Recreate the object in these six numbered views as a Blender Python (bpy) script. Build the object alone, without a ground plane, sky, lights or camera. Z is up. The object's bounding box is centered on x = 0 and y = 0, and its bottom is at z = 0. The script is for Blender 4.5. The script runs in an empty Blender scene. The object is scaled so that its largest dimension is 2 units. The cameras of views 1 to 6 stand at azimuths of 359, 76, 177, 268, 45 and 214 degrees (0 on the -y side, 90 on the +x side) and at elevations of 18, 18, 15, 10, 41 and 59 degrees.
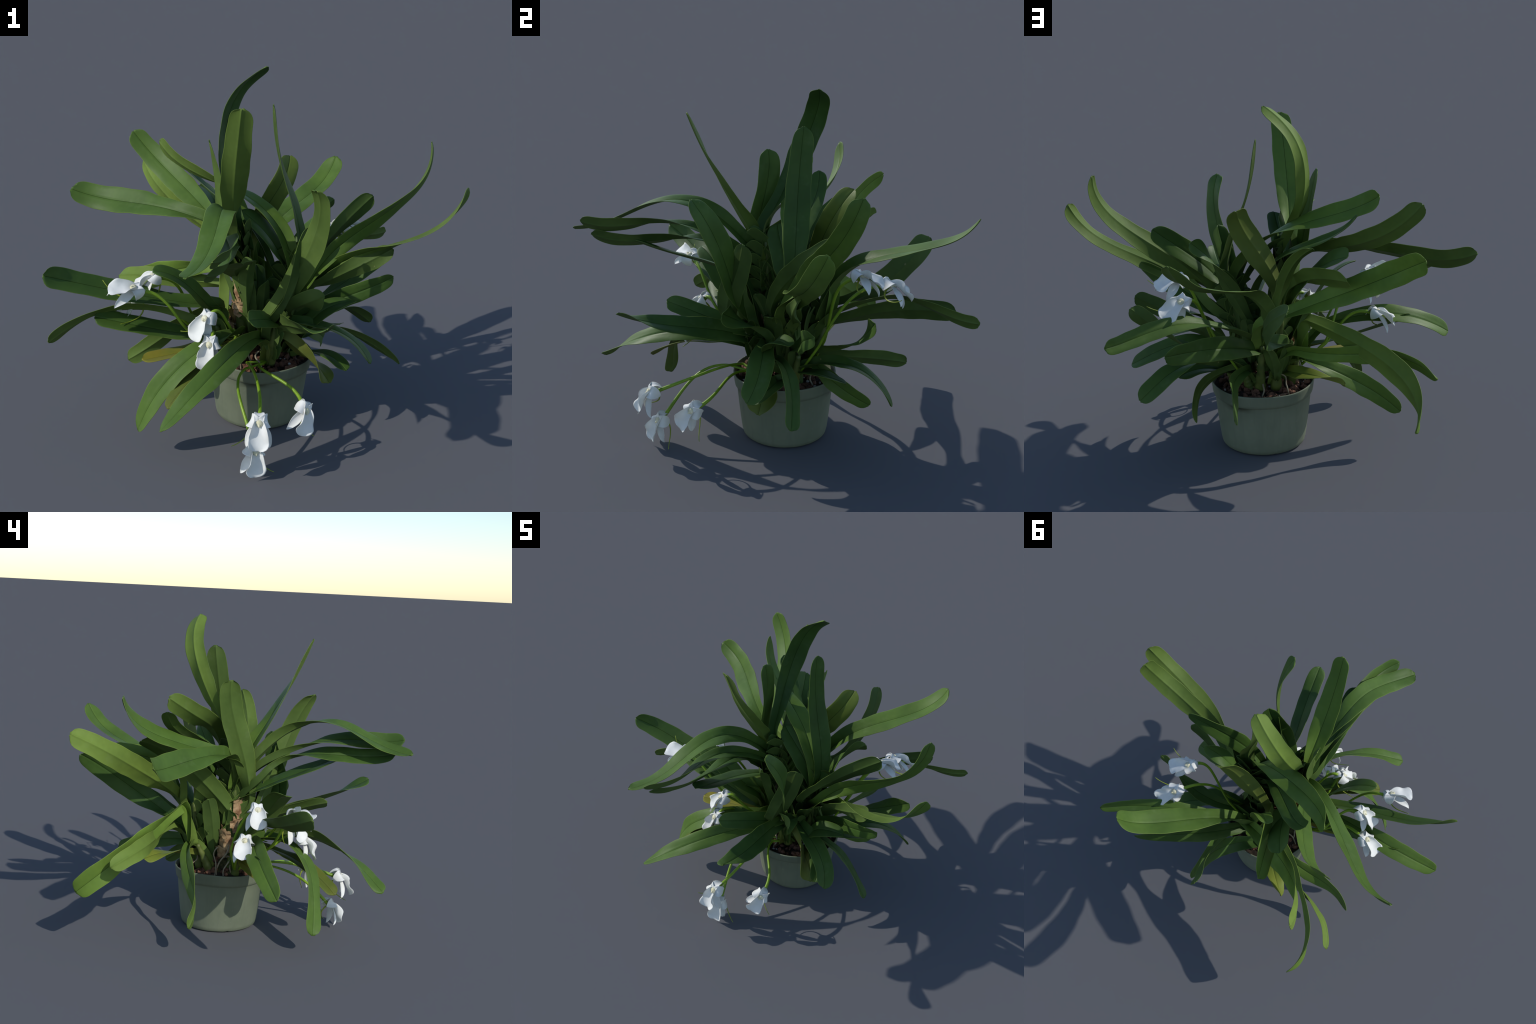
"""Potted orchid: strap leaves in fans, white cupped flowers on green stalks, grey-green plastic pot."""
import bpy, math, random
import numpy as np
from mathutils import Vector, noise

rng = random.Random(7)
nrng = np.random.default_rng(11)
scene_col = bpy.context.scene.collection

# ------------------------------------------------------------------ helpers
def unit(a):
    a = np.asarray(a, float)
    return a / (np.linalg.norm(a, axis=-1, keepdims=True) + 1e-12)

def new_object(name, verts, faces, mats, parent, smooth=True, mat_ids=None, kind=None):
    me = bpy.data.meshes.new(name)
    me.from_pydata([tuple(v) for v in verts], [], faces)
    for m in mats:
        me.materials.append(m)
    if mat_ids is not None:
        me.polygons.foreach_set("material_index", np.asarray(mat_ids, np.int32))
    me.polygons.foreach_set("use_smooth", [smooth] * len(me.polygons))
    me.update()
    ob = bpy.data.objects.new(name, me)
    scene_col.objects.link(ob)
    ob.parent = parent
    if kind:
        ob["kind"] = kind
    return ob

def bezier(ctrl, n):
    c = np.asarray(ctrl, float)
    k = len(c) - 1
    t = np.linspace(0, 1, n)[:, None]
    return sum(math.comb(k, i) * t**i * (1 - t)**(k - i) * c[i] for i in range(k + 1))

def resample(p, n):
    p = np.asarray(p, float)
    d = np.concatenate([[0], np.cumsum(np.linalg.norm(np.diff(p, axis=0), axis=1))])
    s = np.linspace(0, d[-1], n)
    return np.stack([np.interp(s, d, p[:, i]) for i in range(3)], 1), d[-1]

def transported_frame(p, ref):
    t = unit(np.gradient(p, axis=0))
    n0 = ref - t[0] * (ref @ t[0])
    ns = [n0 / (np.linalg.norm(n0) + 1e-9)]
    for i in range(1, len(p)):
        q = ns[-1] - t[i] * (ns[-1] @ t[i])
        ns.append(q / (np.linalg.norm(q) + 1e-9))
    ns = np.array(ns)
    return t, ns, np.cross(t, ns)

def tube(points, radii, sides=8, closed=True):
    p = np.asarray(points, float)
    ref = np.array([0.31, 0.17, 0.9])
    t, n, s = transported_frame(p, ref)
    r = np.broadcast_to(np.asarray(radii, float), (len(p),))
    a = np.linspace(0, 2 * math.pi, sides, endpoint=False)
    v = (p[:, None] + r[:, None, None] * (np.cos(a)[None, :, None] * n[:, None] + np.sin(a)[None, :, None] * s[:, None])).reshape(-1, 3)
    f = [(i * sides + j, i * sides + (j + 1) % sides, (i + 1) * sides + (j + 1) % sides, (i + 1) * sides + j)
         for i in range(len(p) - 1) for j in range(sides)]
    if closed:
        f.append(tuple(range(sides - 1, -1, -1)))
        f.append(tuple((len(p) - 1) * sides + j for j in range(sides)))
    return v, f

# ------------------------------------------------------------------ materials
def material(name):
    m = bpy.data.materials.new(name)
    m.use_nodes = True
    nt = m.node_tree
    nt.nodes.clear()
    return m, nt

def node(nt, kind, **inputs):
    n = nt.nodes.new(kind)
    for k, v in inputs.items():
        n.inputs[k.replace("_", " ")].default_value = v
    return n

def noise_node(nt, coord, scale, detail=3.0, rough=0.55):
    n = node(nt, "ShaderNodeTexNoise", Scale=scale, Detail=detail, Roughness=rough)
    nt.links.new(coord, n.inputs["Vector"])
    return n.outputs["Fac"]

def ramp(nt, fac, *stops):
    r = nt.nodes.new("ShaderNodeValToRGB")
    e = r.color_ramp.elements
    while len(e) < len(stops):
        e.new(0.5)
    for el, (pos, col) in zip(e, stops):
        el.position = pos
        el.color = (*col, 1) if len(col) == 3 else col
    nt.links.new(fac, r.inputs["Fac"])
    return r.outputs["Color"]

def mix(nt, fac, a, b, blend="MIX"):
    n = nt.nodes.new("ShaderNodeMix")
    n.data_type = "RGBA"
    n.blend_type = blend
    for sock, val in ((n.inputs["Factor"], fac), (n.inputs[6], a), (n.inputs[7], b)):
        if isinstance(val, (int, float)):
            sock.default_value = val
        elif isinstance(val, tuple):
            sock.default_value = (*val, 1)
        else:
            nt.links.new(val, sock)
    return n.outputs[2]

def math_node(nt, op, a, b=0.0):
    n = nt.nodes.new("ShaderNodeMath")
    n.operation = op
    for sock, val in zip(n.inputs, (a, b)):
        if isinstance(val, (int, float)):
            sock.default_value = val
        else:
            nt.links.new(val, sock)
    return n.outputs[0]

def finish(nt, color, rough=0.5, bump=None, bump_strength=0.15, translucent=0.0, specular=0.5, rough_link=None, bump_distance=0.003, tint=None):
    out = nt.nodes.new("ShaderNodeOutputMaterial")
    b = node(nt, "ShaderNodeBsdfPrincipled", Roughness=rough)
    b.inputs["Specular IOR Level"].default_value = specular
    if isinstance(color, tuple):
        b.inputs["Base Color"].default_value = (*color, 1)
    else:
        nt.links.new(color, b.inputs["Base Color"])
    if bump is not None:
        bn = node(nt, "ShaderNodeBump", Strength=bump_strength, Distance=bump_distance)
        nt.links.new(bump, bn.inputs["Height"])
        nt.links.new(bn.outputs["Normal"], b.inputs["Normal"])
    sh = b.outputs[0]
    if translucent:
        tr = nt.nodes.new("ShaderNodeBsdfTranslucent")
        if isinstance(color, tuple):
            tr.inputs["Color"].default_value = (*(tint or color), 1)
        else:
            nt.links.new(mix(nt, 1.0, color, tint or (1.6, 1.7, 0.8), "MULTIPLY"), tr.inputs["Color"])
        ms = node(nt, "ShaderNodeMixShader", Fac=translucent)
        nt.links.new(sh, ms.inputs[1])
        nt.links.new(tr.outputs[0], ms.inputs[2])
        sh = ms.outputs[0]
    nt.links.new(sh, out.inputs["Surface"])

def leaf_material(name, dark, mid, light, bright, old, rough, spec, translucent):
    m, nt = material(name)
    co = nt.nodes.new("ShaderNodeTexCoord").outputs["Object"]
    info = nt.nodes.new("ShaderNodeObjectInfo").outputs["Random"]

    def prop(key):
        n = nt.nodes.new("ShaderNodeAttribute")
        n.attribute_type = "OBJECT"
        n.attribute_name = '["%s"]' % key
        return n.outputs["Fac"]
    n1 = noise_node(nt, co, 5.0, 4.0)
    base = ramp(nt, n1, (0.32, dark), (0.52, mid), (0.72, light))
    base = mix(nt, math_node(nt, "MULTIPLY", info, 0.4), base, light)
    # per-leaf yellow-green: leaf colour plus sunlit brightness painted into it
    tone = math_node(nt, "MULTIPLY", prop("tone_under" if "under" in name else "tone"), ramp(nt, noise_node(nt, co, 6.5, 3.0), (0.3, (0.7,) * 3), (0.6, (1,) * 3)))
    base = mix(nt, tone, base, bright)
    # waxy bloom and fine flecks
    bloom = ramp(nt, noise_node(nt, co, 13.0, 6.0, 0.7), (0.56, (0, 0, 0)), (0.76, (1, 1, 1)))
    base = mix(nt, math_node(nt, "MULTIPLY", bloom, 0.16), base, (0.20, 0.25, 0.15))
    base = mix(nt, math_node(nt, "MULTIPLY", noise_node(nt, co, 42.0, 3.0), 0.22), base, dark)
    # ageing leaves turn yellow and brown in patches
    fac = math_node(nt, "MULTIPLY", prop("age"), ramp(nt, noise_node(nt, co, 9.0), (0.3, (0.55,) * 3), (0.65, (1,) * 3)))
    base = mix(nt, fac, base, old)
    # rare pale scratches
    sc = ramp(nt, noise_node(nt, co, 24.0, 1.0), (0.80, (0, 0, 0)), (0.84, (1, 1, 1)))
    base = mix(nt, math_node(nt, "MULTIPLY", sc, 0.5), base, (0.34, 0.30, 0.14))
    finish(nt, base, rough, noise_node(nt, co, 90.0, 2.0), 0.12, translucent, spec)
    return m

MAT_TOP = leaf_material("leaf_upper", (0.020, 0.054, 0.011), (0.036, 0.084, 0.017), (0.064, 0.124, 0.027), (0.20, 0.315, 0.045), (0.24, 0.20, 0.025), 0.5, 0.2, 0.08)
MAT_UNDER = leaf_material("leaf_under", (0.036, 0.068, 0.016), (0.056, 0.100, 0.024), (0.088, 0.138, 0.036), (0.20, 0.295, 0.052), (0.24, 0.20, 0.03), 0.6, 0.15, 0.08)
MAT_MARGIN = leaf_material("leaf_margin", (0.07, 0.12, 0.02), (0.10, 0.16, 0.03), (0.13, 0.19, 0.04), (0.24, 0.33, 0.06), (0.24, 0.20, 0.04), 0.5, 0.2, 0.05)
MAT_RIB = leaf_material("leaf_midrib", (0.014, 0.032, 0.006), (0.022, 0.05, 0.009), (0.035, 0.07, 0.012), (0.07, 0.12, 0.02), (0.1, 0.09, 0.02), 0.7, 0.05, 0.0)

def petal_material():
    m, nt = material("petal_white")
    co = nt.nodes.new("ShaderNodeTexCoord").outputs["Object"]
    c = ramp(nt, noise_node(nt, co, 30.0), (0.3, (0.82, 0.83, 0.80)), (0.7, (0.89, 0.89, 0.86)))
    finish(nt, c, 0.55, noise_node(nt, co, 70.0), 0.1, 0.18, 0.3, tint=(1.0, 1.0, 0.98))
    return m
MAT_PETAL = petal_material()

def simple_material(name, lo, hi, scale, rough=0.6, bump=0.2, spec=0.4, translucent=0.0):
    m, nt = material(name)
    co = nt.nodes.new("ShaderNodeTexCoord").outputs["Object"]
    c = ramp(nt, noise_node(nt, co, scale, 5.0), (0.32, lo), (0.68, hi))
    finish(nt, c, rough, noise_node(nt, co, scale * 3.0, 4.0), bump, translucent, spec)
    return m
MAT_THROAT = simple_material("throat_cream", (0.62, 0.58, 0.36), (0.74, 0.72, 0.55), 60, 0.6, 0.1)
MAT_STALK = simple_material("stalk_green", (0.15, 0.28, 0.012), (0.26, 0.40, 0.03), 14, 0.4, 0.1, 0.4, 0.05)
MAT_SPUR = simple_material("spur_green", (0.20, 0.27, 0.015), (0.30, 0.36, 0.04), 30, 0.45, 0.1)
MAT_STEM = simple_material("stem_green", (0.055, 0.085, 0.018), (0.13, 0.16, 0.035), 18, 0.5, 0.3)
MAT_SHEATH = simple_material("dry_sheath", (0.20, 0.10, 0.045), (0.52, 0.36, 0.19), 24, 0.7, 0.4)
MAT_ROOT = simple_material("root_tan", (0.16, 0.13, 0.08), (0.36, 0.31, 0.21), 35, 0.7, 0.3)
MAT_SOIL = simple_material("potting_soil", (0.012, 0.009, 0.006), (0.045, 0.028, 0.018), 40, 0.9, 0.8)
MAT_BARK = simple_material("bark_brown", (0.05, 0.022, 0.013), (0.23, 0.105, 0.06), 22, 0.85, 0.6)
MAT_STONE = simple_material("perlite_pale", (0.28, 0.25, 0.21), (0.5, 0.48, 0.44), 40, 0.85, 0.4)
MAT_MOSS = simple_material("moss_olive", (0.02, 0.022, 0.006), (0.07, 0.065, 0.02), 60, 0.95, 0.8)

def pot_material():
    m, nt = material("pot_plastic")
    co = nt.nodes.new("ShaderNodeTexCoord").outputs["Object"]
    c = ramp(nt, noise_node(nt, co, 3.0, 5.0, 0.6), (0.3, (0.125, 0.150, 0.098)), (0.7, (0.19, 0.212, 0.145)))
    stretch = node(nt, "ShaderNodeMapping")
    stretch.inputs["Scale"].default_value = (40, 40, 3)
    nt.links.new(co, stretch.inputs["Vector"])
    streak = ramp(nt, noise_node(nt, stretch.outputs[0], 1.0, 4.0), (0.45, (0, 0, 0)), (0.75, (1, 1, 1)))
    c = mix(nt, math_node(nt, "MULTIPLY", streak, 0.3), c, (0.10, 0.115, 0.085))
    dust = ramp(nt, noise_node(nt, co, 55.0, 4.0), (0.62, (0, 0, 0)), (0.72, (1, 1, 1)))
    c = mix(nt, math_node(nt, "MULTIPLY", dust, 0.25), c, (0.24, 0.23, 0.19))
    finish(nt, c, 0.62, noise_node(nt, co, 60.0, 4.0), 0.15, 0, 0.35)
    return m
MAT_POT = pot_material()

# ------------------------------------------------------------------ root of the thing
orchid = bpy.data.objects.new("potted_orchid", None)
orchid.empty_display_size = 0.1
scene_col.objects.link(orchid)
orchid["label"] = "white-flowered orchid with long strap leaves in a green plastic pot"
orchid["category"] = "potted plant"

POT_C = np.array([0.032, 0.075])

# ------------------------------------------------------------------ pot
def build_pot():
    prof = [(0.0, 0.0), (0.18, 0.0), (0.206, 0.002), (0.216, 0.010), (0.221, 0.03), (0.229, 0.09), (0.237, 0.16), (0.245, 0.24),
            (0.2480, 0.270), (0.2490, 0.274), (0.2535, 0.277), (0.258, 0.281), (0.2605, 0.295), (0.264, 0.325), (0.2665, 0.338), (0.2655, 0.343),
            (0.262, 0.344), (0.258, 0.340), (0.254, 0.325), (0.249, 0.30), (0.242, 0.25), (0.0, 0.25)]
    n = 128
    v, f = [], []
    for i, (r, z) in enumerate(prof):
        for j in range(n):
            a = 2 * math.pi * j / n
            # soft plastic: the wall is slightly out of round, the foot has shallow drain notches
            k = 1 + 0.010 * (z / 0.34) * math.cos(2 * a + 0.7) + 0.004 * math.sin(3 * a + 1.0) * (z / 0.34)
            zz = z
            if z < 0.02 and r > 0.15 and j % 32 == 5:
                zz = max(z, 0.010)
            if z > 0.27:
                zz += 0.004 * math.sin(2 * a + 2.2) + 0.002 * math.sin(5 * a)
            v.append((POT_C[0] + r * k * math.cos(a), POT_C[1] + r * k * math.sin(a), zz))
    for i in range(len(prof) - 1):
        for j in range(n):
            f.append((i * n + j, i * n + (j + 1) % n, (i + 1) * n + (j + 1) % n, (i + 1) * n + j))
    ob = new_object("pot", v, f, [MAT_POT], orchid)
    return ob
build_pot()

# ------------------------------------------------------------------ soil, bark and roots
def soil_height(x, y):
    d = math.hypot(x - POT_C[0], y - POT_C[1]) / 0.25
    h = 0.312 + 0.012 * noise.noise(Vector((x * 14, y * 14, 0.3))) + 0.006 * noise.noise(Vector((x * 45, y * 45, 1.7)))
    mound = 0.14 * math.exp(-((x + 0.08) ** 2 + (y - 0.05) ** 2) / 0.0085)
    return h + mound * (1 - 0.5 * d) + 0.02 * math.exp(-((x - 0.1) ** 2 + (y - 0.08) ** 2) / 0.01)

def build_soil():
    rings, seg = 40, 96
    v = [(POT_C[0], POT_C[1], soil_height(*POT_C))]
    f = []
    for i in range(1, rings + 1):
        r = 0.2525 * i / rings
        for j in range(seg):
            a = 2 * math.pi * j / seg
            x, y = POT_C[0] + r * math.cos(a), POT_C[1] + r * math.sin(a)
            v.append((x, y, soil_height(x, y)))
    for j in range(seg):
        f.append((0, 1 + j, 1 + (j + 1) % seg))
    for i in range(rings - 1):
        for j in range(seg):
            a, b = 1 + i * seg + j, 1 + i * seg + (j + 1) % seg
            f.append((a, a + seg, b + seg, b))
    ids = []
    for face in f:
        c = np.mean([v[k] for k in face], axis=0)
        ids.append(1 if c[2] > 0.345 else 0)
    new_object("soil", v, f, [MAT_SOIL, MAT_MOSS], orchid, mat_ids=ids)
build_soil()

def chunk(center, size, seed):
    """an irregular, faceted lump"""
    r = random.Random(seed)
    v, f = [], []
    lat, lon = 5, 7
    rot = Vector((r.random(), r.random(), r.random())).normalized()
    ang = r.uniform(0, math.pi)
    from mathutils import Matrix
    m = Matrix.Rotation(ang, 3, rot)
    for i in range(lat):
        th = math.pi * (i + 0.5) / lat
        for j in range(lon):
            ph = 2 * math.pi * j / lon
            k = r.uniform(0.75, 1.15)
            p = Vector((size[0] * math.sin(th) * math.cos(ph), size[1] * math.sin(th) * math.sin(ph), size[2] * math.cos(th))) * k
            v.append(tuple(Vector(center) + m @ p))
    for i in range(lat - 1):
        for j in range(lon):
            f.append((i * lon + j, (i + 1) * lon + j, (i + 1) * lon + (j + 1) % lon, i * lon + (j + 1) % lon))
    f.append(tuple(range(lon)))
    f.append(tuple((lat - 1) * lon + j for j in range(lon - 1, -1, -1)))
    return v, f

def scatter(name, mat, count, lo, hi, seed, lift=0.4, rmax=0.226):
    r = random.Random(seed)
    V, F = [], []
    for i in range(count):
        rad = rmax * math.sqrt(r.random())
        a = r.uniform(0, 2 * math.pi)
        x, y = POT_C[0] + rad * math.cos(a), POT_C[1] + rad * math.sin(a)
        s = r.uniform(lo, hi)
        size = (s, s * r.uniform(0.5, 0.9), s * r.uniform(0.35, 0.6))
        v, f = chunk((x, y, soil_height(x, y) + lift * size[2]), size, seed * 1000 + i)
        o = len(V)
        V += v
        F += [tuple(k + o for k in q) for q in f]
    new_object(name, V, F, [mat], orchid, smooth=False, kind="stuff")
scatter("bark_chips", MAT_BARK, 230, 0.012, 0.030, 3)
scatter("pale_stones", MAT_STONE, 60, 0.004, 0.010, 4, 1.2)
scatter("soil_crumbs", MAT_SOIL, 300, 0.004, 0.010, 5, 0.6)

def build_roots():
    """aerial roots: leave the stem sideways, wander, then dive into the soil"""
    r = random.Random(21)
    starts = [(-0.11, 0.05, 0.50), (-0.12, 0.03, 0.46), (-0.11, 0.08, 0.48), (-0.12, 0.05, 0.43),
              (0.0, 0.21, 0.40), (-0.04, 0.22, 0.42), (0.12, 0.15, 0.40), (-0.05, -0.05, 0.48), (0.04, -0.06, 0.40), (-0.04, -0.06, 0.44)]
    for s in starts:
        s0 = np.array(s)
        out = s0[:2] - np.array([-0.03, 0.05])
        a = math.atan2(out[1], out[0]) + r.uniform(-0.9, 0.9)
        side = r.choice((-1, 1))
        d = r.uniform(0.05, 0.10)
        e = np.array([s0[0] + d * math.cos(a), s0[1] + d * math.sin(a), 0.0])
        if math.hypot(e[0] - POT_C[0], e[1] - POT_C[1]) > 0.225:
            e[:2] = POT_C + unit(e[:2] - POT_C) * 0.225
        e[2] = soil_height(e[0], e[1]) - 0.012
        tang = np.array([-math.sin(a), math.cos(a), 0.0]) * side
        outv = np.array([math.cos(a), math.sin(a), 0.0])
        p = bezier([s0 - outv * 0.03, s0 + outv * 0.04 + tang * 0.02, s0 + outv * 0.02 + tang * 0.09 - np.array([0, 0, 0.03]), (s0 + e) / 2 - tang * 0.05, e + np.array([0, 0, 0.05]), e], 26)
        p += 0.007 * np.array([[noise.noise(Vector(q * 24)), noise.noise(Vector(q * 24 + np.array([7, 7, 7]))), 0] for q in p])
        v, f = tube(p, np.linspace(0.0058, 0.0042, 26) * r.uniform(0.7, 1.1), 7)
        new_object("root", v, f, [MAT_ROOT], orchid)
build_roots()

# ------------------------------------------------------------------ stems
STEMS = {
    "main": ((-0.07, 0.04, 0.33), (-0.055, 0.0, 1.02)),
    "right": ((0.12, 0.06, 0.33), (0.19, 0.085, 0.84)),
    "back": ((-0.03, 0.19, 0.33), (-0.06, 0.24, 0.72)),
    "back_right": ((0.05, 0.19, 0.33), (0.04, 0.30, 0.60)),
    "front": ((0.08, -0.05, 0.33), (0.10, -0.14, 0.60)),
    "side": ((0.18, 0.08, 0.33), (0.23, 0.09, 0.50)),
    "left": ((-0.14, 0.0, 0.33), (-0.19, -0.04, 0.52)),
    "left_back": ((-0.11, 0.13, 0.33), (-0.14, 0.21, 0.50)),
    "low": ((0.10, 0.17, 0.33), (0.13, 0.20, 0.42)),
}
for key, (a, b) in STEMS.items():
    a, b = np.array(a), np.array(b)
    n = 14
    p = np.linspace(a, b, n)
    rr = np.linspace(0.026, 0.010, n) * (1.3 if key == "main" else 1.1)
    rr = rr * (1 + 0.12 * np.sin(np.arange(n) * 2.2))
    v, f = tube(p, rr, 12)
    new_object("stem", v, f, [MAT_STEM], orchid)

def attach_point(p):
    """the place on the nearest stem where a leaf with its lowest visible point p is rooted"""
    best = None
    for key, (a, b) in STEMS.items():
        a, b = np.array(a), np.array(b)
        for t in np.linspace(0, 1, 21):
            q = a + (b - a) * t
            h = np.linalg.norm(q[:2] - p[:2])
            want = p[2] - 0.85 * h - 0.10
            cost = h + 1.6 * abs(q[2] - max(want, 0.345))
            if best is None or cost < best[0]:
                best = (cost, q)
    return best[1]

# ------------------------------------------------------------------ leaves
ACROSS = [-1, -0.965, -0.82, -0.62, -0.42, -0.22, -0.07, -0.022, 0.022, 0.07, 0.22, 0.42, 0.62, 0.82, 0.965, 1]
LEAVES = []

def blade_width(t, slender):
    base = 0.42 + 0.58 * np.clip(t / 0.42, 0, 1) ** 0.9
    taper = 1 - 0.22 * np.clip((t - 0.6) / 0.4, 0, 1) ** 1.5
    d = np.clip((1 - t) * slender / 0.52, 0, 1)
    tip = np.sqrt(np.clip(1 - (1 - d) ** 2.3, 0, 1))
    return base * taper * np.maximum(tip, 0.26)

def blade(*ctrl, w=0.12, twist=(0, 0, 0), age=0.0, tone=0.15, tone_under=None, attach=True, fold=0.24, name="leaf"):
    """a strap leaf along a Bezier spine; twist = quadratic roll about the spine; the base is folded and runs to its stem"""
    r = random.Random(len(LEAVES) * 13 + 5)
    n = 46
    p = bezier(ctrl, 61)
    rad = p[-1] - p[0]
    rad = np.array([rad[0], rad[1], 0.0])
    rad /= np.linalg.norm(rad) + 1e-9
    ref = np.array([0, 0, 1.0]) - rad
    tang, nor, sid = transported_frame(p, ref)
    ts = np.linspace(0, 1, 61)
    roll = twist[0] + twist[1] * ts + twist[2] * ts * ts
    side = np.cos(roll)[:, None] * sid + np.sin(roll)[:, None] * nor
    length = np.linalg.norm(np.diff(p, axis=0), axis=1).sum()
    width = w * blade_width(ts, length / w)
    foldang = fold + 0.62 * np.clip(1 - ts / 0.32, 0, 1) ** 1.2
    foldang = np.minimum(foldang, 1.25)
    true_half = np.maximum(width / 2 / np.cos(foldang), 0.36 * w * np.clip((1 - ts) * 3, 0, 1))
    # sheath: a folded stalk from the stem to the first visible point
    if attach:
        q = attach_point(p[0])
        gap = np.linalg.norm(p[0] - q)
        if gap > 0.03:
            k = max(5, int(gap / 0.016))
            u = np.linspace(0, 1, k, endpoint=False)[:, None]
            h0, h1 = q, p[0]
            up = np.array([0, 0, 1.0]) * gap * 0.9
            tg = tang[0] * gap * 0.9
            ext = (2*u**3 - 3*u**2 + 1) * h0 + (u**3 - 2*u**2 + u) * up + (-2*u**3 + 3*u**2) * h1 + (u**3 - u**2) * tg
            p = np.vstack([ext, p])
            side = np.vstack([np.repeat(side[:1], k, 0), side])
            true_half = np.concatenate([np.linspace(0.46 * w, true_half[0], k), true_half])
            foldang = np.concatenate([np.linspace(1.25, foldang[0], k), foldang])
    tang = unit(np.gradient(p, axis=0))
    side = unit(side - tang * (side * tang).sum(1, keepdims=True))
    nor = np.cross(side, tang)
    m = len(p)
    arc = np.concatenate([[0], np.cumsum(np.linalg.norm(np.diff(p, axis=0), axis=1))])
    s = np.array(ACROSS)
    wav_p, wav_q = r.uniform(0, 6), r.uniform(0, 6)
    amp = 0.03 * w * r.uniform(0.6, 1.6)
    top = np.zeros((m, len(s), 3))
    bot = np.zeros((m, len(s), 3))
    lob, notch = r.uniform(-0.6, 0.6), r.uniform(0.015, 0.05)
    for j, sv in enumerate(s):
        half = true_half * np.cos(foldang)
        lift = np.sin(foldang) * true_half * abs(sv) ** 1.15 - 0.10 * half * abs(sv) ** 4
        wave = amp * abs(sv) ** 2 * np.sin(arc / w * 2.1 + (wav_p if sv > 0 else wav_q)) * np.clip(arc / 0.15, 0, 1)
        edge = 1 + 0.022 * np.sin(arc / w * 5.3 + wav_q + 2 * sv) * (abs(sv) > 0.9)
        c = p + side * (half * sv * edge)[:, None] + nor * (lift + wave)[:, None]
        # two-lobed blunt tip: pull the midrib back, let the lobes run on unevenly
        endw = np.clip((arc - arc[-1] + 0.22 * w) / (0.22 * w), 0, 1) ** 2
        pull = notch * w * math.exp(-(sv / 0.3) ** 2) - 0.05 * w * lob * sv + 0.05 * w * abs(sv) ** 3
        c = c - tang * (endw * pull)[:, None]
        th = (0.0034 - 0.0016 * abs(sv)) * (1.5 if abs(sv) < 0.1 else 1)
        groove = 0.0016 if abs(sv) < 0.05 else 0.0
        top[:, j] = c + nor * (th / 2 - groove)
        bot[:, j] = c - nor * (th / 2 + groove)
    ns = len(s)
    v = np.concatenate([top.reshape(-1, 3), bot.reshape(-1, 3)])
    f, ids = [], []
    o = m * ns
    for i in range(m - 1):
        for j in range(ns - 1):
            a = i * ns + j
            edge = 2 if j in (0, ns - 2) else (3 if j == ns // 2 - 1 else 0)
            f.append((a, a + ns, a + ns + 1, a + 1)); ids.append(edge)
            f.append((o + a, o + a + 1, o + a + ns + 1, o + a + ns)); ids.append(2 if edge == 2 else 1)
    for i in range(m - 1):
        a = i * ns
        f.append((a, o + a, o + a + ns, a + ns)); ids.append(2)
        b = i * ns + ns - 1
        f.append((b, b + ns, o + b + ns, o + b)); ids.append(2)
    for j in range(ns - 1):
        a = (m - 1) * ns + j
        f.append((a, o + a, o + a + 1, a + 1)); ids.append(2)
        f.append((j, j + 1, o + j + 1, o + j)); ids.append(2)
    ob = new_object(name, v, f, [MAT_TOP, MAT_UNDER, MAT_MARGIN, MAT_RIB], orchid, mat_ids=ids)
    ob["age"] = float(age)
    ob["tone"] = float(tone)
    ob["tone_under"] = float(tone if tone_under is None else tone_under)
    LEAVES.append(ob)
    return ob

blade((-0.124, 0.022, 1.09), (-0.169, 0.133, 1.239), (-0.205, 0.217, 1.399), (-0.198, 0.282, 1.555), (-0.119, 0.305, 1.681), (0.019, 0.244, 1.768), w=0.123, twist=(-0.71, -1.49, 0.61), tone=0, tone_under=0.75)  # baked shade kept as a dark upper face, sunlit brightness on the underside
blade((-0.12, -0.024, 0.976), (-0.124, -0.089, 1.119), (-0.124, -0.175, 1.247), (-0.119, -0.259, 1.375), (-0.105, -0.323, 1.516), (-0.094, -0.378, 1.666), w=0.129, twist=(-1.16, 3.01, -1.67), tone=0.45)
blade((0.192, 0.056, 0.817), (0.242, 0.072, 0.968), (0.186, 0.087, 1.105), (0.101, 0.108, 1.243), (0.058, 0.137, 1.408), (0.053, 0.159, 1.6), w=0.127, twist=(-0.05, -1.92, 1.04), tone=0.08)
blade((-0.103, -0.07, 0.755), (-0.158, -0.065, 0.898), (-0.19, -0.029, 1.038), (-0.205, 0.03, 1.174), (-0.222, 0.076, 1.305), (-0.25, 0.061, 1.437), w=0.134, twist=(-0.49, -1.69, 1.47), tone=0.25)
blade((-0.183, 0.044, 0.999), (-0.273, 0.198, 1.062), (-0.364, 0.354, 1.108), (-0.468, 0.491, 1.152), (-0.578, 0.578, 1.23), (-0.679, 0.588, 1.363), w=0.128, twist=(0.93, -0.23, 0.28), tone=0.3)
blade((0.18, 0.066, 0.813), (0.135, 0.082, 1.016), (0.039, 0.127, 1.145), (-0.113, 0.162, 1.186), (-0.286, 0.181, 1.201), (-0.433, 0.237, 1.26), (-0.518, 0.375, 1.357), w=0.131, twist=(1.09, -3.45, 1.15), tone=0.5)
blade((0.054, 0.077, 0.815), (0.001, 0.102, 0.986), (-0.096, 0.181, 1.074), (-0.218, 0.284, 1.099), (-0.334, 0.366, 1.143), (-0.412, 0.386, 1.27), w=0.102, twist=(-0.1, -0.47, 0.3))
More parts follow.
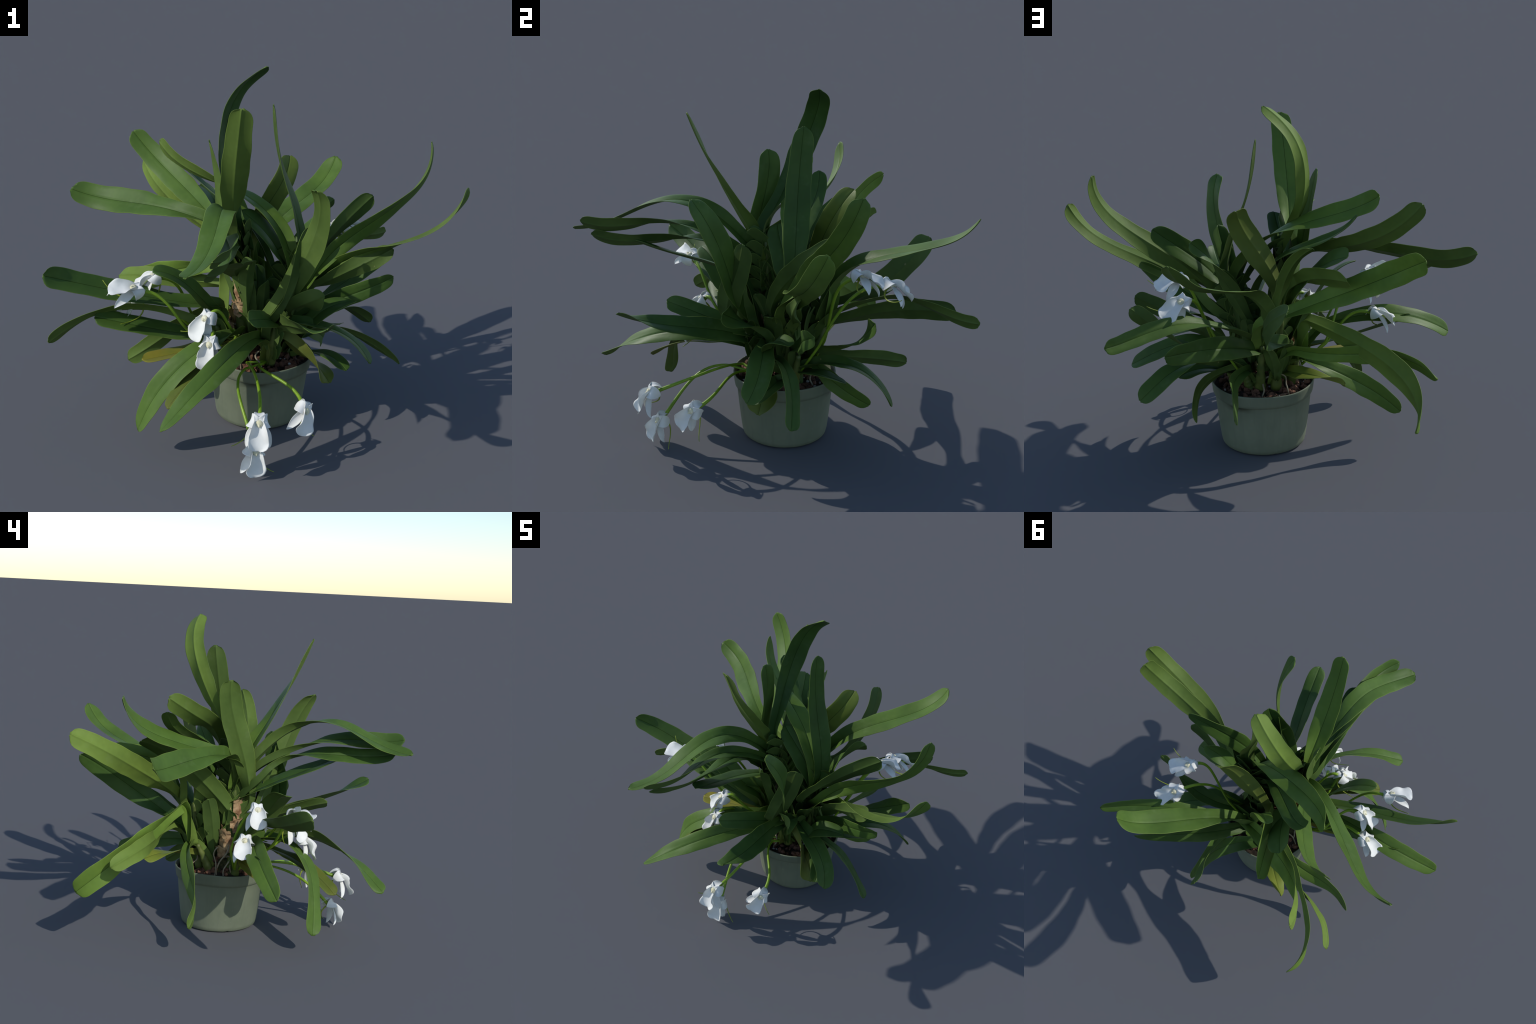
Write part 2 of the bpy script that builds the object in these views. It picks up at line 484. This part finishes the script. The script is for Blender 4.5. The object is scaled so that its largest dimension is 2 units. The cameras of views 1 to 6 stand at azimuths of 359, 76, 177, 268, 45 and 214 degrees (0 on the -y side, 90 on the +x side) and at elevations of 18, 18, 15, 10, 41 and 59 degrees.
blade((0.032, 0.322, 0.713), (-0.143, 0.379, 0.823), (-0.332, 0.459, 0.901), (-0.503, 0.548, 0.994), (-0.618, 0.667, 1.098), (-0.649, 0.848, 1.17), w=0.129, twist=(-0.65, -1.16, -0.01), tone=0.85)
blade((-0.268, 0.073, 1.029), (-0.441, 0.138, 1.074), (-0.584, 0.235, 1.068), (-0.704, 0.347, 1.03), (-0.832, 0.421, 1.021), (-0.984, 0.406, 1.08), w=0.143, twist=(0.52, 0.42, 0.14), tone=0.25)
blade((-0.048, 0.247, 0.856), (-0.028, 0.263, 0.969), (0.038, 0.275, 1.059), (0.112, 0.285, 1.143), (0.151, 0.311, 1.232), (0.152, 0.389, 1.301), w=0.13, twist=(-1.28, -0.88, 1.01), age=0.2, tone=0.3)
blade((0.018, 0.379, 0.801), (0.093, 0.455, 0.948), (0.187, 0.585, 0.992), (0.295, 0.729, 0.991), (0.392, 0.847, 1.041), (0.438, 0.914, 1.193), w=0.156, twist=(-0.54, 1.39, -0.88), tone=0.35)
blade((0.059, -0.151, 0.615), (0.147, -0.197, 0.76), (0.216, -0.239, 0.918), (0.273, -0.285, 1.078), (0.299, -0.348, 1.222), (0.244, -0.429, 1.329), w=0.137, twist=(0.57, 3.31, -2.57), tone=0.22)
blade((0.279, 0.007, 0.772), (0.366, 0.056, 0.946), (0.539, 0.064, 1.051), (0.732, 0.067, 1.142), (0.858, 0.11, 1.266), (0.836, 0.18, 1.442), w=0.121, twist=(-0.61, -4.45, 2.69), tone=0.4)
blade((0.344, 0.066, 0.771), (0.445, -0, 0.919), (0.61, -0.051, 0.974), (0.791, -0.078, 0.999), (0.93, -0.071, 1.084), (0.995, -0.017, 1.263), w=0.127, twist=(-0.77, -6.4, 4.85), tone=0.45)
blade((0.173, -0.035, 0.736), (0.233, -0.031, 0.843), (0.305, 0.004, 0.933), (0.386, 0.058, 1.011), (0.474, 0.11, 1.086), (0.565, 0.151, 1.165), w=0.117, twist=(0.64, 0.45, 0.64), tone=0.12)
blade((-0.129, -0.054, 0.952), (-0.161, -0.264, 1.213), (-0.176, -0.433, 1.32), (-0.167, -0.574, 1.227), (-0.179, -0.728, 1.087), (-0.293, -0.927, 1.08), w=0.131, twist=(1.24, -3.8, 2.11), tone=0.25)
blade((-0.137, -0.169, 0.985), (-0.182, -0.355, 1.097), (-0.164, -0.501, 1.157), (-0.104, -0.63, 1.133), (-0.091, -0.763, 1.099), (-0.188, -0.9, 1.146), w=0.109, twist=(1.26, -4.85, 2.55), tone=0.15)
blade((-0.174, -0.148, 0.912), (-0.15, -0.254, 1.041), (-0.12, -0.394, 1.067), (-0.104, -0.55, 1.03), (-0.13, -0.705, 1.015), (-0.209, -0.85, 1.07), w=0.104, twist=(1.22, -5.36, 3.1), tone=0.12)
blade((-0.074, 0.013, 0.732), (-0.123, -0.13, 0.849), (-0.117, -0.303, 0.916), (-0.085, -0.482, 0.969), (-0.067, -0.648, 1.061), w=0.127, twist=(-0.26, 0.39, -0.26), tone=0.08)
blade((-0.19, -0.055, 0.629), (-0.352, -0.14, 0.673), (-0.526, -0.188, 0.715), (-0.705, -0.208, 0.755), (-0.865, -0.245, 0.804), (-0.979, -0.348, 0.866), w=0.127, twist=(0.44, -0.69, 1.36), tone=0.12)
blade((-0.325, -0.106, 0.565), (-0.471, -0.088, 0.624), (-0.622, -0.081, 0.643), (-0.76, -0.094, 0.623), (-0.877, -0.138, 0.557), (-0.997, -0.199, 0.469), w=0.113, twist=(-0.93, 1.86, -1.66), tone=0.35)
blade((-0.102, -0.021, 0.452), (-0.273, -0.061, 0.462), (-0.443, -0.09, 0.498), (-0.612, -0.113, 0.545), (-0.783, -0.136, 0.586), w=0.115, twist=(0.1, 0.23, 0.4))
blade((0.014, -0.14, 0.501), (-0.02, -0.309, 0.58), (-0.08, -0.465, 0.593), (-0.168, -0.594, 0.538), (-0.28, -0.699, 0.445), (-0.397, -0.806, 0.339), w=0.11, twist=(0.65, 0.77, -2.19), tone=0.25)
blade((-0.08, -0.145, 0.526), (-0.175, -0.296, 0.57), (-0.283, -0.398, 0.541), (-0.393, -0.434, 0.442), (-0.487, -0.427, 0.302), (-0.537, -0.425, 0.132), w=0.122, twist=(-0.71, 2.7, -2.26), tone=0.3)
blade((-0.027, -0.099, 0.469), (-0.106, -0.235, 0.49), (-0.211, -0.351, 0.467), (-0.318, -0.455, 0.412), (-0.389, -0.548, 0.313), w=0.111, twist=(-0.05, -0.09, -0.25), age=0.35)
blade((-0.142, 0.345, 0.59), (-0.278, 0.425, 0.583), (-0.426, 0.431, 0.593), (-0.566, 0.426, 0.612), (-0.681, 0.484, 0.599), (-0.766, 0.618, 0.531), w=0.1, twist=(-1.3, -0.57, -0.39), tone=0.7)
blade((-0.192, 0.316, 0.729), (-0.364, 0.392, 0.673), (-0.522, 0.482, 0.61), (-0.649, 0.59, 0.539), (-0.7, 0.708, 0.454), (-0.631, 0.809, 0.353), w=0.133, twist=(1.19, 0.09, -1), tone=0.7)
blade((-0.166, 0.241, 0.5), (-0.291, 0.291, 0.479), (-0.384, 0.261, 0.412), (-0.47, 0.194, 0.342), (-0.571, 0.171, 0.281), (-0.667, 0.229, 0.195), w=0.108, twist=(-0.06, -0.74, -0.67), tone=0.4)
blade((-0.119, -0.002, 0.422), (-0.222, -0.058, 0.416), (-0.327, -0.109, 0.408), (-0.434, -0.154, 0.399), (-0.543, -0.193, 0.388), w=0.115, twist=(0, 0, 0), age=0.9, tone=0.5)
blade((0.127, 0.334, 0.667), (0.263, 0.466, 0.78), (0.379, 0.556, 0.856), (0.499, 0.61, 0.836), (0.625, 0.671, 0.777), (0.738, 0.791, 0.792), w=0.088, twist=(-0.04, 1.12, 0.37), tone=0.25)
blade((0.048, 0.238, 0.545), (0.105, 0.398, 0.632), (0.202, 0.541, 0.696), (0.331, 0.671, 0.733), (0.48, 0.796, 0.747), w=0.113, twist=(0.66, 0.37, 0.79), tone=0.15)
blade((-0.047, 0.371, 0.636), (0.035, 0.468, 0.681), (0.066, 0.577, 0.742), (0.055, 0.683, 0.822), (0.015, 0.783, 0.905), (-0.054, 0.883, 0.966), w=0.138, twist=(1.13, 1.38, -0.47), tone=0.05)
blade((-0.029, 0.319, 0.749), (-0.048, 0.317, 0.88), (-0.076, 0.334, 0.991), (-0.124, 0.372, 1.076), (-0.198, 0.433, 1.127), w=0.102, twist=(0.4, -0.49, 0.64), tone=0.6)
blade((-0.103, 0.237, 0.874), (-0.159, 0.321, 0.949), (-0.213, 0.428, 0.991), (-0.268, 0.553, 1.014), (-0.329, 0.687, 1.04), w=0.13, twist=(0.49, 0.72, -0.21), tone=0.6)
blade((-0.087, -0.011, 0.616), (-0.121, 0.084, 0.746), (-0.157, 0.19, 0.867), (-0.2, 0.298, 0.98), (-0.262, 0.408, 1.066), (-0.353, 0.523, 1.104), w=0.157, twist=(-1.23, 1.25, -0.72), tone=0.25)
blade((0.061, -0.07, 0.527), (0.11, -0.202, 0.618), (0.165, -0.347, 0.671), (0.218, -0.5, 0.703), (0.262, -0.651, 0.747), (0.291, -0.79, 0.831), w=0.122, twist=(1.23, -0.56, -1.01), tone=0.06)
blade((-0.191, -0.061, 0.588), (-0.234, -0.127, 0.657), (-0.281, -0.174, 0.735), (-0.336, -0.201, 0.813), (-0.405, -0.22, 0.866), (-0.49, -0.25, 0.87), w=0.121, twist=(0.97, -0.56, -0.02), tone=0.15)
blade((0.096, -0.064, 0.554), (0.096, -0.18, 0.614), (0.066, -0.294, 0.663), (0.015, -0.402, 0.712), (-0.036, -0.514, 0.747), w=0.104, twist=(0.38, 0.31, 0.24), tone=0.2)
blade((0.188, -0.026, 0.462), (0.304, -0.022, 0.525), (0.42, -0.018, 0.539), (0.527, -0.024, 0.501), (0.626, -0.049, 0.434), (0.727, -0.091, 0.367), w=0.102, twist=(-0.26, 2.56, -1.87), tone=0.12)
blade((0.281, 0.204, 0.468), (0.369, 0.244, 0.508), (0.441, 0.301, 0.524), (0.5, 0.363, 0.503), (0.561, 0.406, 0.448), (0.638, 0.42, 0.378), w=0.114, twist=(-0.51, 1.51, -0.24))
blade((0.235, 0.205, 0.509), (0.323, 0.267, 0.55), (0.415, 0.304, 0.598), (0.502, 0.317, 0.664), (0.585, 0.318, 0.742), (0.673, 0.313, 0.818), w=0.101, twist=(0.49, -0.8, -1.62), tone=0.2)
blade((0.221, 0.076, 0.531), (0.319, 0.074, 0.596), (0.415, 0.053, 0.65), (0.508, 0.023, 0.696), (0.596, 0.008, 0.74), (0.68, 0.029, 0.785), w=0.098, twist=(-1.09, -0.6, -0.31))
blade((0.193, 0.074, 0.639), (0.3, 0.035, 0.725), (0.417, 0, 0.799), (0.539, -0.025, 0.87), (0.657, -0.034, 0.951), w=0.105, twist=(0.42, 0.78, 1.14))
blade((0.096, 0.132, 0.663), (0.165, 0.142, 0.787), (0.214, 0.16, 0.918), (0.279, 0.194, 1.036), (0.38, 0.243, 1.118), w=0.103, twist=(-1.27, 0.45, 2.3))
blade((-0.081, 0.181, 0.419), (-0.12, 0.28, 0.447), (-0.182, 0.362, 0.468), (-0.265, 0.426, 0.478), (-0.352, 0.487, 0.462), w=0.093, twist=(-0.64, 0.43, 1.54), age=0.4, tone=0.6)
blade((0.165, 0.184, 0.44), (0.284, 0.192, 0.424), (0.36, 0.235, 0.386), (0.389, 0.311, 0.328), (0.369, 0.415, 0.256), w=0.087, twist=(-0.27, -0.25, -0.03), tone=0.3)
blade((0.144, 0.125, 0.358), (0.227, 0.122, 0.412), (0.315, 0.142, 0.444), (0.396, 0.188, 0.449), (0.458, 0.261, 0.429), w=0.115, twist=(0.17, 0.13, 0.11))
blade((0.153, -0.083, 0.477), (0.223, -0.096, 0.434), (0.286, -0.106, 0.385), (0.339, -0.122, 0.332), (0.379, -0.153, 0.278), w=0.149, twist=(1.01, -0.77, -1.28), age=0.3)
blade((0.163, -0.052, 0.551), (0.283, -0.109, 0.581), (0.408, -0.139, 0.575), (0.509, -0.171, 0.524), (0.554, -0.25, 0.436), w=0.121, twist=(-0.1, 0.21, 0.2))
blade((0.195, -0.01, 0.356), (0.28, -0.03, 0.4), (0.353, -0.067, 0.417), (0.41, -0.126, 0.406), (0.45, -0.207, 0.374), w=0.097, twist=(0.01, -0.11, -0.23))
blade((0.179, -0.076, 0.605), (0.159, -0.141, 0.657), (0.182, -0.203, 0.7), (0.238, -0.259, 0.74), (0.314, -0.305, 0.793), w=0.121, twist=(-0.15, 0.65, 1.33))
blade((0.243, -0.044, 0.486), (0.267, -0.073, 0.577), (0.318, -0.075, 0.645), (0.398, -0.059, 0.673), (0.494, -0.031, 0.67), w=0.118, twist=(-0.66, -0.03, 0.75))
blade((0.086, -0.21, 0.609), (0.144, -0.279, 0.718), (0.192, -0.254, 0.837), (0.227, -0.196, 0.961), (0.251, -0.189, 1.1), w=0.122, twist=(0.37, 0.28, 0.26), tone=0.08)
blade((0.123, 0.221, 0.442), (0.192, 0.327, 0.453), (0.203, 0.443, 0.44), (0.182, 0.563, 0.41), (0.177, 0.687, 0.373), w=0.096, twist=(1.4, 0.52, -0.17))
blade((0.153, 0.066, 0.752), (0.127, 0.087, 0.857), (0.076, 0.067, 0.95), (0.004, 0.046, 1.028), (-0.086, 0.067, 1.088), w=0.129, twist=(0.33, 0.1, -0.22))
blade((-0.04, -0.10, 0.62), (-0.05, -0.12, 0.72), (-0.055, -0.15, 0.81), (-0.05, -0.17, 0.88), (-0.025, -0.19, 0.92), w=0.075, twist=(0, 0, 0), fold=0.7, tone=0.1)
blade((-0.02, 0.26, 0.42), (-0.02, 0.28, 0.47), (-0.01, 0.3, 0.52), (0, 0.32, 0.56), (0.02, 0.34, 0.6), w=0.075, twist=(0, 0, 0))
blade((-0.05, 0.26, 0.42), (-0.06, 0.27, 0.47), (-0.07, 0.29, 0.52), (-0.08, 0.3, 0.56), (-0.08, 0.31, 0.6), w=0.065, twist=(0, 0, 0))
blade((0.14, 0, 0.5), (0.15, -0.01, 0.58), (0.18, -0.02, 0.65), (0.21, -0.04, 0.7), (0.25, -0.05, 0.72), w=0.09, twist=(0, 0, 0))

# ------------------------------------------------------------------ overlapping folded sheaths of the two big fans
def fan(stem, across, z0, z1, count, reach, lean):
    """chevrons: folded leaf bases that alternate left and right up a stem, in the plane of the fan"""
    a, b = (np.array(q) for q in STEMS[stem])
    across = unit(np.array(across, float))
    for i in range(count):
        z = z0 + (z1 - z0) * i / (count - 1)
        q = a + (b - a) * (z - a[2]) / (b[2] - a[2])
        side = 1 if i % 2 else -1
        d = across * side
        k = reach * (1 - 0.25 * i / count)
        tip = q + d * k + np.array([0, 0, k * lean])
        m1 = q + d * k * 0.18 + np.array([0, 0, k * lean * 0.42])
        m2 = q + d * k * 0.52 + np.array([0, 0, k * lean * 0.76])
        blade(q - np.array([0, 0, 0.05]), q, m1, m2, tip, w=0.048, fold=1.18, attach=False, tone=0.1, name="leaf_sheath")
fan("main", (0.12, 1, 0), 0.56, 0.93, 11, 0.135, 1.25)
fan("right", (1, 0.15, 0), 0.50, 0.80, 8, 0.115, 1.3)
fan("back", (1, 0.6, 0), 0.44, 0.62, 5, 0.10, 1.2)
fan("front", (0.8, -0.6, 0), 0.42, 0.56, 4, 0.09, 1.1)

def inner_leaves():
    """short young leaves that crowd the middle of the clump"""
    r = random.Random(77)
    for i in range(16):
        a = 2 * math.pi * (i * 0.382)
        rad = 0.05 + 0.07 * r.random()
        c = np.array([0.03 + rad * math.cos(a), 0.07 + rad * math.sin(a), 0.40 + 0.10 * r.random()])
        h = r.uniform(0.22, 0.36)
        out = np.array([math.cos(a), math.sin(a), 0]) * h * r.uniform(0.10, 0.35)
        blade(c, c + out * 0.1 + np.array([0, 0, h * 0.3]), c + out * 0.3 + np.array([0, 0, h * 0.58]), c + out * 0.6 + np.array([0, 0, h * 0.82]), c + out + np.array([0, 0, h]),
              w=r.uniform(0.075, 0.105), twist=(r.uniform(-0.8, 0.8), r.uniform(-0.5, 0.5), 0), attach=False, fold=0.35, tone=0.05)
inner_leaves()

# ------------------------------------------------------------------ dry sheaths round the main stem
def build_sheaths():
    r = random.Random(31)
    axis0, axis1 = np.array((-0.07, 0.04, 0.42)), np.array((-0.06, 0.015, 0.70))
    for i in range(13):
        t = i / 12
        c = axis0 + (axis1 - axis0) * t
        a0 = math.pi + r.uniform(-1.1, 1.3) if i % 3 else r.uniform(0, 2 * math.pi)
        span = r.uniform(1.0, 2.2)
        h = r.uniform(0.06, 0.11)
        rad = 0.054 + 0.014 * r.random() - 0.020 * t
        nu, nv = 14, 12
        v = []
        for k in range(2):
            for iu in range(nu):
                for iv in range(nv):
                    u, w_ = iu / (nu - 1), iv / (nv - 1)
                    a = a0 + span * (u - 0.5)
                    z = h * (w_ - 0.3) * (1 - 0.35 * abs(2 * u - 1)) + 0.012 * noise.noise(Vector((u * 5, w_ * 5, i * 3.1)))
                    rr = rad * (1 + 0.35 * max(0, w_ - 0.5) * r_sheath(i)) + 0.006 * noise.noise(Vector((u * 4, w_ * 4, i * 1.7))) - 0.0015 * k
                    v.append((c[0] + rr * math.cos(a), c[1] + rr * math.sin(a), c[2] + z))
        f = []
        o = nu * nv
        for iu in range(nu - 1):
            for iv in range(nv - 1):
                a = iu * nv + iv
                f.append((a, a + nv, a + nv + 1, a + 1))
                f.append((o + a, o + a + 1, o + a + nv + 1, o + a + nv))
        new_object("dry_sheath", v, f, [MAT_SHEATH], orchid)
def r_sheath(i):
    return 0.4 + 0.6 * ((i * 37) % 10) / 10
build_sheaths()

# ------------------------------------------------------------------ flowers
def petal(name, parent, o, d, n, length, width, curl=0.0, cup=0.0, shape=(0.5, 0.6), tipsharp=1.0, twist=0.0, mats=None, ruffle=0.0, seed=0, thick=0.0016):
    """a petal that starts at o, runs along d with its inner face to n; curl bends it towards -n, cup lifts its sides towards n"""
    nu, nv = 22, 15
    d = unit(d)
    n = unit(n - d * np.dot(n, d))
    s = np.cross(d, n)
    pos, ang = np.array(o, float), 0.0
    rows = []
    for i in range(nu):
        u = i / (nu - 1)
        peak, base = shape
        wv = (base + (1 - base) * math.sin(min(u / peak, 1) * math.pi / 2)) if u < peak else max(math.cos(((u - peak) / (1 - peak)) ** tipsharp * math.pi / 2), 0.02) ** (0.8)
        fw = unit(d * math.cos(ang) - n * math.sin(ang))
        up = unit(n * math.cos(ang) + d * math.sin(ang))
        tw = twist * u
        sd = s * math.cos(tw) + up * math.sin(tw)
        up2 = up * math.cos(tw) - s * math.sin(tw)
        row = []
        for j in range(nv):
            q = 2 * j / (nv - 1) - 1
            h = width / 2 * wv
            cu = cup(u) if callable(cup) else cup
            a = q * cu
            side_off = h * (math.sin(a) / cu if abs(cu) > 1e-3 else q)
            lift = h * ((1 - math.cos(a)) / cu if abs(cu) > 1e-3 else 0)
            rf = ruffle * h * q * q * (0.4 + 1.4 * u) * math.sin(u * 9 + seed + (2 if q > 0 else 0))
            row.append(pos + sd * side_off + up2 * (lift + rf))
        rows.append((row, up2))
        c = curl(u) if callable(curl) else curl
        ang += c / nu
        pos = pos + fw * (length / (nu - 1))
    v = [p for row, up in rows for p in row]
    v += [p - up * thick for row, up in rows for p in row]
    f = []
    off = nu * nv
    for i in range(nu - 1):
        for j in range(nv - 1):
            a = i * nv + j
            f.append((a, a + 1, a + nv + 1, a + nv))
            f.append((off + a, off + a + nv, off + a + nv + 1, off + a + 1))
        a, b = i * nv, i * nv + nv - 1
        f.append((a, a + nv, off + a + nv, off + a))
        f.append((b, off + b, off + b + nv, b + nv))
    for j in range(nv - 1):
        a = (nu - 1) * nv + j
        f.append((a, a + 1, off + a + 1, off + a))
    return new_object(name, v, f, mats or [MAT_PETAL], parent)

def flower(center, d, n, size=1.0, stalk=None, spur_turn=1.0, seed=0):
    """one bloom: a cupped lip along d facing n, pointed sepals and petals swept back, a cream throat and a thread-like spur"""
    r = random.Random(seed)
    c = np.array(center, float)
    d = unit(np.array(d, float))
    n = np.array(n, float)
    n = unit(n - d * (n @ d))
    s = np.cross(d, n)
    k = size
    th = c - d * 0.012 * k
    # throat: short flared tube
    pts = [th - n * 0.030 * k + d * 0.0, th - n * 0.015 * k, th + n * 0.002 * k]
    v, f = tube(bezier(pts, 8), np.array([0.006, 0.009, 0.012, 0.014, 0.015, 0.0155, 0.015, 0.013]) * k, 12)
    body = new_object("flower", v, f, [MAT_THROAT], orchid)
    wob = lambda a: r.uniform(-a, a)
    petal("lip", body, th - n * 0.016 * k, d * 0.75 + n * 0.65, n, 0.122 * k, 0.104 * k, curl=lambda u: 2.2 * (u < 0.35) - 0.5 * (0.35 <= u < 0.75) + 2.6 * (u >= 0.75),
          cup=lambda u: 1.75 - 1.0 * min(u * 1.3, 1), shape=(0.5, 0.6), tipsharp=2.8, ruffle=0.14, seed=r.uniform(0, 6))
    petal("sepal", body, th - n * 0.016 * k, -d * 0.8 + n * (0.75 + wob(0.15)), n, 0.096 * k, 0.050 * k, curl=lambda u: 4.2 * (u < 0.55) + 1.2 * (u >= 0.55), cup=0.5, shape=(0.4, 0.75), tipsharp=0.8, twist=wob(0.3))
    for q in (-1, 1):
        petal("petal", body, th - n * 0.010 * k + s * 0.006 * q * k, -d * 0.45 + s * q * 0.85 + n * (0.75 + wob(0.1)), n - s * q * 0.2, 0.084 * k, 0.064 * k,
              curl=lambda u: 4.4 * (u < 0.5) + 1.4 * (u >= 0.5), cup=0.45, shape=(0.4, 0.8), tipsharp=0.9, twist=wob(0.3))
        petal("sepal", body, th - n * 0.020 * k + s * 0.008 * q * k, d * 0.9 + s * q * (0.40 + wob(0.1)) - n * 0.05, n + s * q * 0.25, 0.122 * k, 0.048 * k,
              curl=lambda u: 0.4 + 2.4 * (u > 0.7), cup=0.7, shape=(0.45, 0.55), tipsharp=0.8, twist=-0.4 * q + wob(0.3))
    # column: a small knob in the throat
    v, f = tube(bezier([th - n * 0.012 * k, th + n * 0.004 * k + d * 0.004 * k, th + n * 0.006 * k + d * 0.016 * k], 6), np.array([0.005, 0.0055, 0.0055, 0.005, 0.004, 0.002]) * k, 8)
    new_object("column", v, f, [MAT_THROAT], body)
    # spur: thin green thread that loops back from behind the lip
    b0 = th - n * 0.022 * k
    t = spur_turn
    ctrl = [b0, b0 - n * 0.05 * k - d * 0.01 * k, b0 - n * 0.085 * k + d * 0.035 * k + s * 0.02 * t * k, b0 - n * 0.04 * k + d * 0.085 * k + s * 0.06 * t * k,
            b0 - n * 0.01 * k + d * 0.10 * k + s * 0.115 * t * k]
    v, f = tube(bezier(ctrl, 22), np.linspace(0.0052, 0.0016, 22) * k, 6)
    new_object("spur", v, f, [MAT_SPUR], body)
    if stalk is not None:
        p = bezier(stalk, 24)
        end = th - n * 0.028 * k
        w_ = np.linspace(0, 1, 24)[:, None] ** 3
        p = p + w_ * (end - p[-1])
        q = attach_point(p[0])
        u = np.linspace(0, 1, 8, endpoint=False)[:, None]
        p = np.vstack([q + (p[0] - q) * u, p])
        rr = np.concatenate([np.full(8, 0.0066), np.linspace(0.0066, 0.0078, 16), np.linspace(0.008, 0.0105, 8)]) * (0.9 + 0.1 * k)
        v, f = tube(p, rr, 9)
        new_object("flower_stalk", v, f, [MAT_STALK], orchid)
    return body

flower((-0.58, -0.31, 0.81), (-0.85, -0.45, -0.1), (-0.15, -0.5, 0.85), size=1.05, stalk=[(-0.277, -0.151, 0.504), (-0.359, -0.233, 0.578), (-0.391, -0.256, 0.692), (-0.418, -0.252, 0.793), (-0.513, -0.279, 0.795)], spur_turn=1, seed=1)
flower((-0.52, -0.105, 0.79), (-0.6, 0, -0.75), (-0.8, -0.15, 0.6), size=1, stalk=[(-0.297, 0.024, 0.509), (-0.351, 0.012, 0.617), (-0.368, -0.034, 0.721), (-0.39, -0.088, 0.796), (-0.473, -0.091, 0.792)], spur_turn=-1, seed=2)
flower((-0.6, -0.04, 0.645), (-0.7, 0.1, -0.7), (-0.65, 0.05, 0.7), size=1, stalk=[(-0.301, -0.007, 0.488), (-0.375, -0.062, 0.551), (-0.413, -0.061, 0.636), (-0.455, -0.031, 0.696), (-0.536, -0.046, 0.673)], spur_turn=-1, seed=3)
flower((-0.245, -0.32, 0.66), (-0.35, -0.35, -0.85), (-0.5, -0.75, 0.35), size=1, stalk=[(-0.086, -0.133, 0.51), (-0.126, -0.226, 0.576), (-0.151, -0.26, 0.675), (-0.174, -0.266, 0.752), (-0.211, -0.314, 0.707)], spur_turn=1, seed=4)
flower((-0.215, -0.4, 0.56), (-0.1, -0.35, -0.9), (-0.2, -0.9, 0.35), size=1, stalk=[(-0.145, -0.061, 0.412), (-0.207, -0.195, 0.494), (-0.202, -0.288, 0.596), (-0.186, -0.348, 0.668), (-0.2, -0.374, 0.588)], spur_turn=-1, seed=5)
flower((0.028, -0.64, 0.29), (0, -0.4, -0.9), (0, -0.9, 0.4), size=1.05, stalk=[(-0.034, -0.129, 0.365), (-0.005, -0.233, 0.396), (0.031, -0.342, 0.361), (0.038, -0.47, 0.354), (0.023, -0.611, 0.345)], spur_turn=1, seed=6)
flower((0.02, -0.595, 0.12), (-0.05, -0.3, -0.95), (0.4, -0.85, 0.3), size=1, stalk=[(-0.039, -0.196, 0.364), (-0.102, -0.307, 0.363), (-0.082, -0.395, 0.32), (-0.019, -0.465, 0.247), (0.014, -0.559, 0.167)], spur_turn=-1, seed=7)
flower((0.25, -0.465, 0.27), (-0.25, -0.45, -0.85), (0.6, -0.65, 0.3), size=1, stalk=[(0.024, -0.13, 0.352), (0.04, -0.23, 0.366), (0.135, -0.272, 0.347), (0.239, -0.308, 0.338), (0.27, -0.399, 0.312)], spur_turn=-1, seed=8)
flower((0.45, 0.345, 0.97), (0.75, 0.45, -0.35), (0.1, 0.5, 0.85), size=1, stalk=[(0.243, 0.218, 0.57), (0.32, 0.222, 0.705), (0.368, 0.213, 0.838), (0.38, 0.209, 0.944), (0.394, 0.299, 0.949)], spur_turn=1, seed=9)
flower((0.425, 0.505, 0.9), (0.6, 0.5, -0.55), (0, 0.7, 0.7), size=1.05, stalk=[(0.267, 0.185, 0.559), (0.317, 0.216, 0.683), (0.335, 0.284, 0.807), (0.342, 0.353, 0.906), (0.382, 0.442, 0.896)], spur_turn=1, seed=10)
